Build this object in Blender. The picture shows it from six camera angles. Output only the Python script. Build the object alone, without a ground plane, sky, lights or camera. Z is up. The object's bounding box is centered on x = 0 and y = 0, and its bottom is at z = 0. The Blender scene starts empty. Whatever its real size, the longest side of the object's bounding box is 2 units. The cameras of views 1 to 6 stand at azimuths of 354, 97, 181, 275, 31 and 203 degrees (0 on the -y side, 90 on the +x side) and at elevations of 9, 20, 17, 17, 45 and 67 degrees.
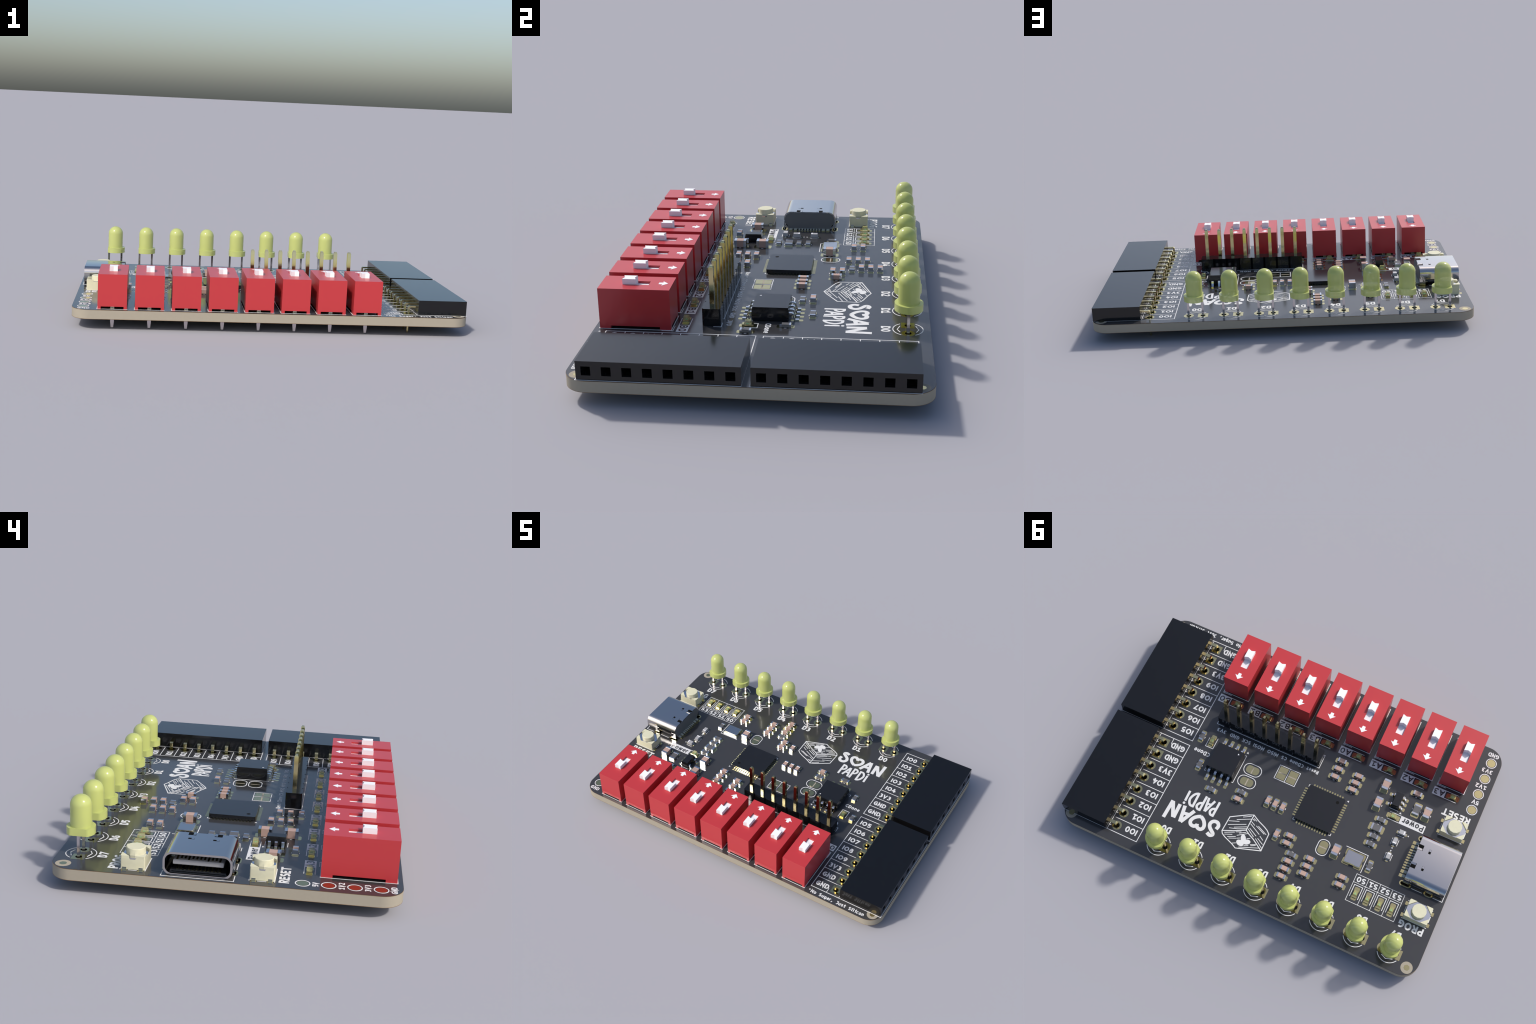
# A black development board: rounded PCB with eight red slide switches along the
# front edge, eight yellow through-hole lamps along the back edge, two angled
# socket headers, a pin header, a usb port, two push buttons and chip parts.
import bpy, bmesh, math
from mathutils import Matrix, Vector

K = 0.0296            # one millimetre of the real board in scene units
ZT = 0.1005           # top surface of the board
ZB = 0.0528           # underside
P = 2.54 * K          # pin pitch
HX, HY, RC = 1.0, 0.6735, 0.089   # board half sizes and corner radius

SC = bpy.context.scene.collection


# ------------------------------------------------------------------ materials
def material(name, col, rough=0.5, metal=0.0, spec=0.5, alpha=None, trans=0.0,
             grain=0.03, gscale=60.0, coat=0.0):
    m = bpy.data.materials.new(name)
    m.use_nodes = True
    nt = m.node_tree
    b = nt.nodes['Principled BSDF']
    b.inputs['Metallic'].default_value = metal
    b.inputs['Specular IOR Level'].default_value = spec
    b.inputs['Coat Weight'].default_value = coat
    tc = nt.nodes.new('ShaderNodeTexCoord')
    nz = nt.nodes.new('ShaderNodeTexNoise')
    nz.inputs['Scale'].default_value = gscale
    nz.inputs['Detail'].default_value = 3.0
    nt.links.new(tc.outputs['Object'], nz.inputs['Vector'])
    rmp = nt.nodes.new('ShaderNodeValToRGB')
    lo = [c * (1 - grain) for c in col]
    hi = [min(1.0, c * (1 + grain)) for c in col]
    rmp.color_ramp.elements[0].color = (*lo, 1)
    rmp.color_ramp.elements[1].color = (*hi, 1)
    rmp.color_ramp.elements[0].position = 0.3
    rmp.color_ramp.elements[1].position = 0.7
    nt.links.new(nz.outputs['Fac'], rmp.inputs['Fac'])
    nt.links.new(rmp.outputs['Color'], b.inputs['Base Color'])
    mr = nt.nodes.new('ShaderNodeMapRange')
    mr.inputs['To Min'].default_value = max(0.0, rough * 0.93)
    mr.inputs['To Max'].default_value = min(1.0, rough * 1.07)
    nt.links.new(nz.outputs['Fac'], mr.inputs['Value'])
    nt.links.new(mr.outputs['Result'], b.inputs['Roughness'])
    if alpha is not None:
        out = nt.nodes['Material Output']
        tr = nt.nodes.new('ShaderNodeBsdfTransparent')
        mx = nt.nodes.new('ShaderNodeMixShader')
        mx.inputs['Fac'].default_value = alpha
        nt.links.new(tr.outputs['BSDF'], mx.inputs[1])
        nt.links.new(b.outputs['BSDF'], mx.inputs[2])
        nt.links.new(mx.outputs['Shader'], out.inputs['Surface'])
    return m


M_MASK = material('solder_mask_black', (0.040, 0.040, 0.042), 0.13, spec=0.6, gscale=25, grain=0.01)
M_CORE = material('laminate_cream', (0.345, 0.308, 0.242), 0.75, spec=0.2, gscale=90, grain=0.015)
M_COPPER_EDGE = material('copper_edge', (0.22, 0.12, 0.04), 0.5)
M_SILK = material('silkscreen_white', (0.66, 0.66, 0.66), 0.5, spec=0.3, grain=0.01)
M_PAD = material('gold_plating', (0.63, 0.53, 0.26), 0.12, metal=1.0, grain=0.01)
M_GOLDPIN = material('gold_pin', (0.58, 0.50, 0.27), 0.13, metal=1.0, grain=0.01)
M_SILVER = material('tinned_metal', (0.64, 0.64, 0.66), 0.13, metal=1.0, grain=0.01)
M_LEAD = material('lead_metal', (0.58, 0.55, 0.56), 0.16, metal=1.0, grain=0.01)
M_SHELL = material('polished_shell', (0.54, 0.52, 0.51), 0.11, metal=1.0, grain=0.005, gscale=10)
M_BLACK = material('black_plastic', (0.0045, 0.0045, 0.005), 0.13, grain=0.0, gscale=5)
M_CHIP = material('chip_resin', (0.011, 0.0112, 0.0125), 0.16, grain=0.0, gscale=5)
M_INDEX = material('matte_dark_disc', (0.004, 0.004, 0.004), 0.7, spec=0.15, grain=0.0)
M_DARK = material('hole_black', (0.003, 0.003, 0.003), 0.8, spec=0.1)
M_RED = material('red_plastic', (0.47, 0.036, 0.042), 0.30, gscale=20, grain=0.005)
M_WHITE = material('white_plastic', (0.82, 0.82, 0.84), 0.45, spec=0.4, grain=0.005)
M_LAMP = material('yellow_lens', (0.54, 0.59, 0.19), 0.19, alpha=0.75, gscale=10, grain=0.01)
M_CAP = material('ceramic_tan', (0.44, 0.30, 0.25), 0.5, spec=0.3)
M_RES = material('resistor_glaze', (0.10, 0.10, 0.105), 0.45, spec=0.4)
M_RESBASE = material('alumina_base', (0.22, 0.21, 0.19), 0.6)
M_DIODE = material('diode_grey', (0.36, 0.36, 0.37), 0.5)
M_CREAM = material('button_cream', (0.62, 0.60, 0.43), 0.5, spec=0.3)
M_LENS = material('clear_resin', (0.52, 0.50, 0.22), 0.15, alpha=0.42)
M_GREEN = material('polarity_green', (0.10, 0.55, 0.28), 0.5)
M_REAR = material('housing_resin', (0.125, 0.13, 0.138), 0.45, grain=0.0)
M_DULL = material('pale_grey_green', (0.40, 0.42, 0.37), 0.35)
M_TONGUE = material('tongue_grey', (0.26, 0.26, 0.27), 0.5)


# ---------------------------------------------------------------- scene helpers
def link(name, mesh, parent=None, loc=(0, 0, 0), rot=0.0):
    o = bpy.data.objects.new(name, mesh)
    SC.objects.link(o)
    o.parent = parent
    o.location = loc
    o.rotation_euler = (0, 0, rot)
    return o


THING = bpy.data.objects.new('development_board', None)
SC.objects.link(THING)
THING['label'] = 'black circuit board with red slide switches and yellow lamps'
THING['category'] = 'circuit board'


class Geo:
    """Collects faces (in millimetres unless k=1) for one mesh with material slots."""
    def __init__(self, k=K):
        self.bm = bmesh.new()
        self.mats = []
        self.k = k

    def mi(self, m):
        if m not in self.mats:
            self.mats.append(m)
        return self.mats.index(m)

    def loops(self, rings, mat, cap0=True, cap1=True, smooth=False):
        k = self.k
        idx = self.mi(mat)
        vs = [[self.bm.verts.new((x * k, y * k, z * k)) for x, y, z in r] for r in rings]
        fs = []
        n = len(vs[0])
        for a, b in zip(vs, vs[1:]):
            for i in range(n):
                j = (i + 1) % n
                f = self.bm.faces.new((a[i], a[j], b[j], b[i]))
                f.material_index = idx
                f.smooth = smooth
                fs.append(f)
        if cap0:
            f = self.bm.faces.new(list(reversed(vs[0]))); f.material_index = idx; fs.append(f)
        if cap1:
            f = self.bm.faces.new(vs[-1]); f.material_index = idx; fs.append(f)
        return fs

    def prism(self, poly, z0, z1, mat, smooth=False, top=0.0, bot=0.0):
        """extruded outline (counter-clockwise); top/bot = chamfer sizes"""
        def inset(pl, d):
            n = len(pl); out = []
            for i in range(n):
                p0, p1, p2 = Vector(pl[i - 1]), Vector(pl[i]), Vector(pl[(i + 1) % n])
                a = (p1 - p0).normalized(); b = (p2 - p1).normalized()
                na = Vector((-a.y, a.x)); nb = Vector((-b.y, b.x))
                m = na + nb
                m = m / max(0.3, m.length_squared / 2) if m.length > 1e-6 else na
                q = p1 + m * d
                out.append((q.x, q.y))
            return out
        rings = []
        if bot:
            rings.append([(x, y, z0) for x, y in inset(poly, bot)])
            rings.append([(x, y, z0 + bot) for x, y in poly])
        else:
            rings.append([(x, y, z0) for x, y in poly])
        if top:
            rings.append([(x, y, z1 - top) for x, y in poly])
            rings.append([(x, y, z1) for x, y in inset(poly, top)])
        else:
            rings.append([(x, y, z1) for x, y in poly])
        return self.loops(rings, mat, smooth=smooth)

    def box(self, x0, x1, y0, y1, z0, z1, mat, c=0.0):
        return self.prism([(x0, y0), (x1, y0), (x1, y1), (x0, y1)], z0, z1, mat, top=c, bot=c)

    def sheet(self, pts, mat):
        k = self.k
        f = self.bm.faces.new([self.bm.verts.new((x * k, y * k, z * k)) for x, y, z in pts])
        f.material_index = self.mi(mat)
        return f

    def ring(self, outer, inner, z0, z1, mat):
        """flat washer: equal-length outer and inner loops, with depth"""
        self.loops([[(x, y, z1) for x, y in outer], [(x, y, z1) for x, y in inner],
                    [(x, y, z0) for x, y in inner], [(x, y, z0) for x, y in outer],
                    [(x, y, z1) for x, y in outer]], mat, False, False)

    def mesh(self, name, sharp=35):
        bmesh.ops.remove_doubles(self.bm, verts=self.bm.verts, dist=1e-7)
        bmesh.ops.recalc_face_normals(self.bm, faces=self.bm.faces)
        me = bpy.data.meshes.new(name)
        self.bm.to_mesh(me)
        self.bm.free()
        for m in self.mats:
            me.materials.append(m)
        me.set_sharp_from_angle(angle=math.radians(sharp))
        return me


def circle(r, n=24, cx=0, cy=0, a0=0.0):
    return [(cx + r * math.cos(a0 + 2 * math.pi * i / n), cy + r * math.sin(a0 + 2 * math.pi * i / n)) for i in range(n)]


def rrect(w, h, r, n=4, cx=0, cy=0):
    out = []
    for qx, qy, a in ((1, -1, -90), (1, 1, 0), (-1, 1, 90), (-1, -1, 180)):
        for i in range(n + 1):
            t = math.radians(a + 90 * i / n)
            out.append((cx + qx * (w / 2 - r) + r * math.cos(t), cy + qy * (h / 2 - r) + r * math.sin(t)))
    return out


def square_loop(w, h, n):
    """n points along a rectangle in the angular order of circle()"""
    out = []
    for i in range(n):
        t = 2 * math.pi * i / n
        c, s = math.cos(t), math.sin(t)
        f = min(w / 2 / abs(c) if abs(c) > 1e-9 else 1e9, h / 2 / abs(s) if abs(s) > 1e-9 else 1e9)
        out.append((c * f, s * f))
    return out


def plate(name, outlines, z0, z1):
    """flat plate with holes: filled 2D curve, extruded"""
    cu = bpy.data.curves.new(name, 'CURVE')
    cu.dimensions = '2D'
    cu.fill_mode = 'BOTH'
    cu.extrude = (z1 - z0) / 2
    for pts in outlines:
        s = cu.splines.new('POLY')
        s.points.add(len(pts) - 1)
        for p, (x, y) in zip(s.points, pts):
            p.co = (x, y, 0, 1)
        s.use_cyclic_u = True
    o = bpy.data.objects.new(name, cu)
    SC.objects.link(o)
    me = bpy.data.meshes.new_from_object(o.evaluated_get(bpy.context.evaluated_depsgraph_get()))
    bpy.data.objects.remove(o)
    bpy.data.curves.remove(cu)
    me.transform(Matrix.Translation((0, 0, (z0 + z1) / 2)))
    me.name = name
    return me


# ---------------------------------------------------------------- layout tables
HEAD_X = 0.7005
HEAD_Y = [0.5855 - P * i for i in range(8)], [-0.0500 - P * i for i in range(8)]
HEAD_TXT = ['IO0', 'IO1', 'IO2', 'IO3', 'IO4', '3V3', 'GND', 'GND'], ['IO5', 'IO6', 'IO7', 'IO8', 'IO9', '3V3', 'GND', 'GND']
LAMP_X = [0.4565 - 0.185 * i for i in range(8)]
LAMP_Y = 0.5835
SW_X = [0.4702 - 0.18157 * i for i in range(8)]
SW_Y = -0.505
SW_TXT = ['B0', 'B1', 'B2', 'B3', 'A0', 'A1', 'A2', 'A3']
PINS_X = [0.4503 - P * i for i in range(8)]
PINS_Y = -0.2040
USB = (-0.873, 0.1010)
USB_SLOTS = [(-0.779, 2.1), (-0.906, 1.6)]
BUTTONS = [(-0.8955, 0.3522), (-0.8955, -0.1415)]
TEST = [('GND', -0.5893), ('3V3', -0.4905), ('1V2', -0.3922), ('5V', -0.2941)]
FIDUCIAL = [(-0.949, 0.6240), (0.949, 0.6240), (0.949, -0.6230)]

# ---------------------------------------------------------------- the board
holes = []
for col in HEAD_Y:
    holes += [circle(0.5 * K, 16, HEAD_X, y) for y in col]
holes += [circle(0.5 * K, 16, x, PINS_Y) for x in PINS_X]
for x in LAMP_X:
    holes += [circle(0.45 * K, 16, x + s * 1.27 * K, LAMP_Y) for s in (-1, 1)]
for x in SW_X:
    holes += [circle(0.4 * K, 16, x, SW_Y + s * 3.81 * K) for s in (-1, 1)]
for sx, ln in USB_SLOTS:
    for s in (-1, 1):
        holes.append(rrect((ln - 0.4) * K, 0.6 * K, 0.3 * K, 5, sx, USB[1] + s * 4.43 * K))
outline = rrect(2 * HX, 2 * HY, RC, 14)
core = plate('board', [outline] + holes, ZB + 0.0012, ZT - 0.0012)
core.materials.append(M_CORE)
BOARD = link('board', core, THING)
foil = rrect(2 * HX - 0.0006, 2 * HY - 0.0006, RC, 14)
for z0, z1, nm in ((ZT - 0.0012, ZT, 'solder_mask'), (ZB, ZB + 0.0012, 'solder_mask')):
    me = plate(nm, [foil] + holes, z0, z1)
    me.materials.append(M_MASK)
    link(nm, me, BOARD)
g = Geo(1)
for z in (ZT - 0.0016, ZB + 0.0013):      # thin copper line seen on the board edge
    a = rrect(2 * HX + 0.0005, 2 * HY + 0.0005, RC, 14)
    b = rrect(2 * HX - 0.004, 2 * HY - 0.004, RC, 14)
    g.ring(a, b, z - 0.0005, z + 0.0005, M_COPPER_EDGE)
link('copper_edge', g.mesh('copper_edge'), BOARD)

PADZ = 0.0005
SILKZ = 0.0009


def barrel(g, pts, z0=None):
    """plated lining of a hole (mm, relative to board top)"""
    zb = (ZB - ZT) / K
    g.loops([[(x, y, 0.02) for x, y in pts], [(x, y, zb - 0.02) for x, y in pts]], M_PAD, False, False, True)


def hole_pad(g, cx, cy, r, hole, square=False, n=24):
    inner = circle(hole, n)
    outer = square_loop(2 * r, 2 * r, n) if square else circle(r, n)
    i2 = [(x + cx, y + cy) for x, y in inner]
    o2 = [(x + cx, y + cy) for x, y in outer]
    g.ring(o2, i2, 0.0, PADZ / K, M_PAD)
    zb = (ZB - ZT) / K
    g.ring(o2, i2, zb - PADZ / K, zb, M_PAD)
    barrel(g, [(cx + (x) * 0.97, cy + (y) * 0.97) for x, y in inner])


def flat_pad(g, cx, cy, w, h, r=None, n=4):
    r = min(w, h) * 0.25 if r is None else r
    g.prism(rrect(w, h, r, n, cx, cy), 0.0, PADZ / K, M_PAD)


# fiducials: bare laminate disc with a copper dot
for x, y in FIDUCIAL:
    g = Geo()
    g.prism(circle(1.03, 40), 0, 0.012, M_CORE)
    f = link('fiducial', g.mesh('fiducial'), BOARD, (x, y, ZT))
    g = Geo()
    g.prism(circle(0.52, 7, a0=0.4), 0, 0.022, M_PAD)
    link('fiducial_dot', g.mesh('fiducial_dot'), BOARD, (x, y, ZT))

g = Geo(); g.prism(circle(0.75, 28), 0, PADZ / K, M_PAD)
tp_mesh = g.mesh('test_point')
for nm, y in TEST:
    link('test_point', tp_mesh, BOARD, (-0.9446, y, ZT))


# ---------------------------------------------------------------- silkscreen
class Silk:
    """white ink lines; every stroke lies a hair above the previous one"""
    def __init__(self, mat=None, lift=0.0):
        self.g = Geo(1)
        self.i = 0
        self.mat = mat or M_SILK
        self.lift = lift

    def z(self):
        self.i += 1
        return ZT + self.lift + SILKZ - 0.0003 + (self.i % 24) * 1.2e-5

    def fill(self, pts):
        z = self.z()
        self.g.prism(pts, ZT + 0.0001, z, self.mat)

    def line(self, pts, w=0.0036, closed=False, cap=True, smooth=0):
        if smooth:
            pts = spline(pts, closed, smooth)
        pts = [Vector(p) for p in pts]
        n = len(pts)
        h = w / 2
        L, R = [], []
        for i in range(n):
            a = pts[i - 1] if (i > 0 or closed) else None
            b = pts[(i + 1) % n] if (i < n - 1 or closed) else None
            d1 = (pts[i] - a).normalized() if a is not None else None
            d2 = (b - pts[i]).normalized() if b is not None else None
            if d1 is None: d1 = d2
            if d2 is None: d2 = d1
            n1 = Vector((-d1.y, d1.x)); n2 = Vector((-d2.y, d2.x))
            m = n1 + n2
            m = m * (2 / max(0.35, m.length_squared)) if m.length > 1e-5 else n1
            p = pts[i]
            if cap and not closed and i == 0: p = p - d1 * h * 0.6
            if cap and not closed and i == n - 1: p = p + d1 * h * 0.6
            L.append(p + m * h); R.append(p - m * h)
        z = self.z(); zb = ZT + 0.0001
        bm = self.g.bm; mi = self.g.mi(self.mat)
        quads = range(n if closed else n - 1)
        tl = [bm.verts.new((p.x, p.y, z)) for p in L]; tr = [bm.verts.new((p.x, p.y, z)) for p in R]
        bl = [bm.verts.new((p.x, p.y, zb)) for p in L]; br = [bm.verts.new((p.x, p.y, zb)) for p in R]
        for i in quads:
            j = (i + 1) % n
            for q in ((tr[i], tr[j], tl[j], tl[i]), (tl[i], tl[j], bl[j], bl[i]), (br[i], br[j], tr[j], tr[i])):
                try:
                    f = bm.faces.new(q); f.material_index = mi
                except ValueError:
                    pass

    def rect(self, x0, x1, y0, y1, w=0.0036):
        self.line([(x0, y0), (x1, y0), (x1, y1), (x0, y1)], w, True)

    def done(self, name):
        me = self.g.bm
        m = bpy.data.meshes.new(name)
        me.to_mesh(m); me.free()
        m.materials.append(self.mat)
        return link(name, m, BOARD)


def spline(p, closed=False, n=6):
    """Catmull-Rom through the control points"""
    p = [Vector(q) for q in p]
    out = []
    m = len(p)
    rng = range(m if closed else m - 1)
    for i in rng:
        p1, p2 = p[i], p[(i + 1) % m]
        p0 = p[i - 1] if (closed or i > 0) else p1 * 2 - p2
        p3 = p[(i + 2) % m] if (closed or i < m - 2) else p2 * 2 - p1
        for s in range(n):
            t = s / n
            out.append(0.5 * ((2 * p1) + (p2 - p0) * t + (2 * p0 - 5 * p1 + 4 * p2 - p3) * t * t + (3 * p1 - p0 - 3 * p2 + p3) * t ** 3))
    if not closed:
        out.append(p[-1])
    return [(v.x, v.y) for v in out]


def oval(cx, cy, rx, ry, n=20):
    return [(cx + rx * math.cos(2 * math.pi * i / n), cy + ry * math.sin(2 * math.pi * i / n)) for i in range(n)]


# stroke lettering: each glyph is a list of (kind, centre-line points) on a cap height of 1;
# kinds: l = straight, c = curved, o = closed
GLYPH = {
    'I': [('l', [(0, 0), (0, 1)])],
    'O': [('o', oval(.37, .5, .37, .5))],
    '0': [('o', oval(.28, .5, .28, .5))],
    '1': [('l', [(0, .80), (.28, .98), (.28, 0)]), ('l', [(0, 0), (.54, 0)])],
    '2': [('c', [(0, .84), (.12, .97), (.30, 1), (.49, .90), (.50, .68), (.36, .42), (0, 0)]), ('l', [(0, 0), (.56, 0)])],
    '3': [('c', [(0, .94), (.22, 1), (.45, .92), (.47, .68), (.20, .53)]), ('c', [(.20, .53), (.46, .47), (.54, .24), (.38, .04), (.18, 0), (0, .06)])],
    '4': [('l', [(.28, 1), (0, .27), (.60, .27)]), ('l', [(.43, .56), (.43, 0)])],
    '5': [('l', [(.50, 1), (.06, 1), (.05, .56)]), ('c', [(.05, .56), (.30, .60), (.52, .44), (.50, .15), (.28, 0), (0, .05)])],
    '6': [('c', [(.46, .98), (.18, .82), (.02, .5), (.05, .16), (.28, 0), (.52, .14), (.51, .44), (.29, .57), (.06, .42)])],
    '7': [('l', [(0, 1), (.55, 1), (.15, 0)])],
    '8': [('o', oval(.28, .76, .22, .24)), ('o', oval(.28, .26, .28, .26))],
    '9': [('c', [(.10, .02), (.38, .18), (.54, .5), (.51, .84), (.28, 1), (.04, .86), (.05, .56), (.27, .43), (.50, .58)])],
    'V': [('l', [(0, 1), (.32, 0), (.64, 1)])],
    'G': [('c', [(.60, .90), (.40, 1), (.12, .86), (0, .5), (.12, .14), (.38, 0), (.60, .08)]), ('l', [(.61, .06), (.61, .46), (.40, .46)])],
    'N': [('l', [(0, 0), (0, 1), (.55, 0), (.55, 1)])],
    'D': [('l', [(0, 0), (0, 1)]), ('c', [(0, 1), (.26, 1), (.50, .86), (.58, .5), (.50, .14), (.26, 0), (0, 0)])],
    'S': [('c', [(.51, .91), (.28, 1), (.05, .88), (.05, .66), (.27, .52), (.50, .38), (.52, .14), (.28, 0), (0, .08)])],
    'C': [('c', [(.55, .91), (.35, 1), (.10, .85), (0, .5), (.10, .15), (.35, 0), (.57, .09)])],
    'K': [('l', [(0, 0), (0, 1)]), ('l', [(.52, 1), (.06, .48), (.55, 0)])],
    'M': [('l', [(0, 0), (.06, 1), (.36, .35), (.66, 1), (.72, 0)])],
    'P': [('l', [(0, 0), (0, 1)]), ('c', [(0, 1), (.28, 1), (.50, .90), (.52, .66), (.36, .47), (0, .44)])],
    'R': [('l', [(0, 0), (0, 1)]), ('c', [(0, 1), (.28, 1), (.48, .90), (.49, .66), (.34, .50), (0, .47)]), ('l', [(.24, .48), (.56, 0)])],
    'E': [('l', [(.48, 1), (0, 1), (0, 0), (.50, 0)]), ('l', [(0, .52), (.42, .52)])],
    'T': [('l', [(0, 1), (.62, 1)]), ('l', [(.31, 1), (.31, 0)])],
    'A': [('l', [(0, 0), (.33, 1), (.66, 0)]), ('l', [(.12, .30), (.54, .30)])],
    'B': [('l', [(0, 0), (0, 1)]), ('c', [(0, 1), (.28, 1), (.46, .88), (.44, .63), (.26, .53), (0, .53)]), ('c', [(.26, .53), (.50, .42), (.52, .14), (.30, 0), (0, 0)])],
    'J': [('l', [(.08, 1), (.40, 1), (.40, .24)]), ('c', [(.40, .24), (.32, .05), (.16, 0), (0, .05)])],
    'e': [('c', [(.05, .38), (.25, .37), (.47, .40), (.42, .63), (.25, .72), (.07, .61), (0, .36), (.08, .09), (.27, 0), (.47, .06)])],
    's': [('c', [(.42, .66), (.22, .72), (.04, .60), (.10, .43), (.35, .30), (.41, .11), (.21, 0), (0, .06)])],
    't': [('l', [(.18, .96), (.18, .22)]), ('c', [(.18, .22), (.22, .05), (.32, .0), (.45, .04)]), ('l', [(0, .70), (.42, .70)])],
    'o': [('o', oval(.26, .36, .26, .36))],
    'n': [('l', [(0, 0), (0, .72)]), ('c', [(0, .55), (.18, .71), (.37, .68), (.45, .48), (.45, 0)])],
    'w': [('l', [(0, .72), (.16, 0), (.34, .60), (.52, 0), (.68, .72)])],
    'r': [('l', [(0, 0), (0, .72)]), ('c', [(0, .50), (.12, .67), (.36, .70)])],
    'u': [('c', [(0, .72), (0, .25), (.07, .04), (.25, 0), (.45, .20)]), ('l', [(.45, .72), (.45, 0)])],
    'g': [('o', oval(.23, .38, .23, .33)), ('c', [(.47, .72), (.47, .0), (.40, -.21), (.22, -.28), (.02, -.22)])],
    'a': [('c', [(.03, .64), (.22, .72), (.39, .64), (.42, .42), (.42, 0)]), ('o', oval(.21, .20, .20, .20))],
    'i': [('l', [(0, .71), (.16, .71), (.16, 0)]), ('l', [(.15, .96), (.17, 1.06)])],
    'l': [('l', [(0, 1), (.14, 1), (.14, .18)]), ('c', [(.14, .18), (.18, .02), (.32, .01)])],
    'c': [('c', [(.42, .64), (.24, .72), (.06, .60), (0, .36), (.06, .10), (.24, 0), (.43, .07)])],
    ',': [('l', [(.10, .06), (0, -.20)])],
}


def reach(pts, d):
    a, b = Vector(pts[0]), Vector(pts[1])
    c, e = Vector(pts[-1]), Vector(pts[-2])
    return [tuple(a + (a - b).normalized() * d)] + list(pts[1:-1]) + [tuple(c + (c - e).normalized() * d)]


def label(body, x0, x1, y0, cap, mat=None, lift=0.0, weight=0.22, gap=0.16):
    """word fitted between x0 and x1, baseline y0, given cap height"""
    sk = Silk(mat, lift)
    w = weight * cap
    strokes, pen = [], 0.0
    for ch in body:
        gl = GLYPH[ch]
        xs = [p[0] for _, st in gl for p in st]
        for kind, st in gl:
            strokes.append((kind, [(p[0] - min(xs) + pen, p[1]) for p in st]))
        pen += max(xs) - min(xs) + gap + weight
    span = pen - gap - weight
    fx = (x1 - x0 - w) / span if span > 1e-6 else 0
    for kind, st in strokes:
        pts = [(x0 + w / 2 + px * fx, y0 + w / 2 + py * (cap - w)) for px, py in st]
        if kind == 'l':
            pts = reach(pts, w / 2)
        sk.line(pts, w, closed=kind == 'o', smooth=4 if kind == 'c' else 0, cap=False)
    return sk.done('printed_label')


S = Silk()
# frames round the two socket headers
for col, txt in zip(HEAD_Y, HEAD_TXT):
    yt, yb = col[0] + 0.0370, col[7] - 0.0420
    x0, x1 = 0.5667, 0.9955
    S.line([(x0, yb), (x1, yb), (x1, yt), (x0, yt)], closed=True, w=0.0036)
    S.line([(0.7390, yb), (0.7390, yt)], 0.0032)
    for i in range(7):
        ym = (col[i] + col[i + 1]) / 2
        S.line([(x0, ym), (0.7285, ym)], 0.0034)
    for y in col:
        S.line([(0.7390, y + 0.011), (0.7300, y + 0.011)], 0.0030)
    S.line([(0.6620, yb), (0.6620, yb + 0.030), (0.6565, yb + 0.038)], 0.0034)
    for t, y in zip(txt, col):
        w = {'G': (0.5795, 0.6580), '3': (0.5790, 0.6540)}.get(t[0], (0.5860, 0.6520))
        label(t, w[0], w[1], y - 0.0205, 0.0325)
# lamps: two arcs, two chevrons, label
for i, x in enumerate(LAMP_X):
    for s in (1, -1):
        S.line([(x + 0.0600 * math.cos(math.radians(a)), LAMP_Y + s * 0.0600 * math.sin(math.radians(a))) for a in range(28, 153, 8)], 0.0036)
        S.line([(x + 0.0275, LAMP_Y + s * 0.032), (x + 0.003, LAMP_Y + s * 0.0430), (x - 0.030, LAMP_Y + s * 0.032)], 0.0036)
    label('D%d' % i, x - 0.0245, x + 0.0295, 0.4760, 0.0385)
# slide switches
for x, t in zip(SW_X, SW_TXT):
    S.rect(x - 0.0735, x + 0.0725, -0.6530, -0.3575, 0.0034)
    S.line([(x + 0.0765, -0.3950), (x + 0.0765, -0.3512), (x + 0.028, -0.3512)], 0.0030)
    S.fill([(x + 0.016, -0.3385), (x + 0.0835, -0.3385), (x + 0.0835, -0.2920), (x + 0.016, -0.2920)])
    S.line([(x + 0.016, -0.3370), (x - 0.051, -0.3370)], 0.0032)
    S.line([(x + 0.016, -0.2935), (x - 0.051, -0.2935)], 0.0032)
    label(t, x + 0.0205, x + 0.0785, -0.3310, 0.0325, M_MASK, 0.0006, weight=0.19)
# pin header
S.line([(0.4130, -0.1690), (0.4130, -0.1640), (-0.1175, -0.1640), (-0.1175, -0.2450), (0.4130, -0.2450)], 0.0034)
S.line([(0.4920, -0.1950), (0.4920, -0.1640), (0.4520, -0.1640)], 0.0034)
for t, a, b in (('3V3', .424, .476), ('GND', .345, .399), ('SCK', .276, .326), ('MOSI', .1945, .259), ('MISO', .1115, .175),
                ('CS', .061, .092), ('CDone', -.0385, .043), ('Reset', -.126, -.0565)):
    label(t, a, b, -0.1460, 0.0205)
label('CDone', 0.4435, 0.5365, 0.0115, 0.0240)
# serial memory chip
S.line([(0.2690, -0.0590), (0.2625, -0.0590), (0.2625, 0.1110), (0.2690, 0.1110)], 0.0034)
S.line([(0.4310, 0.0960), (0.4310, 0.1110), (0.4240, 0.1110)], 0.0030)
S.fill([(0.2570, -0.0740), (0.2660, -0.0860), (0.2700, -0.0740)])
# cdone lamp frame
S.line([(0.4465, -0.0840), (0.4465, -0.0185), (0.4905, -0.0185), (0.4905, -0.0700)], 0.0034)
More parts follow.
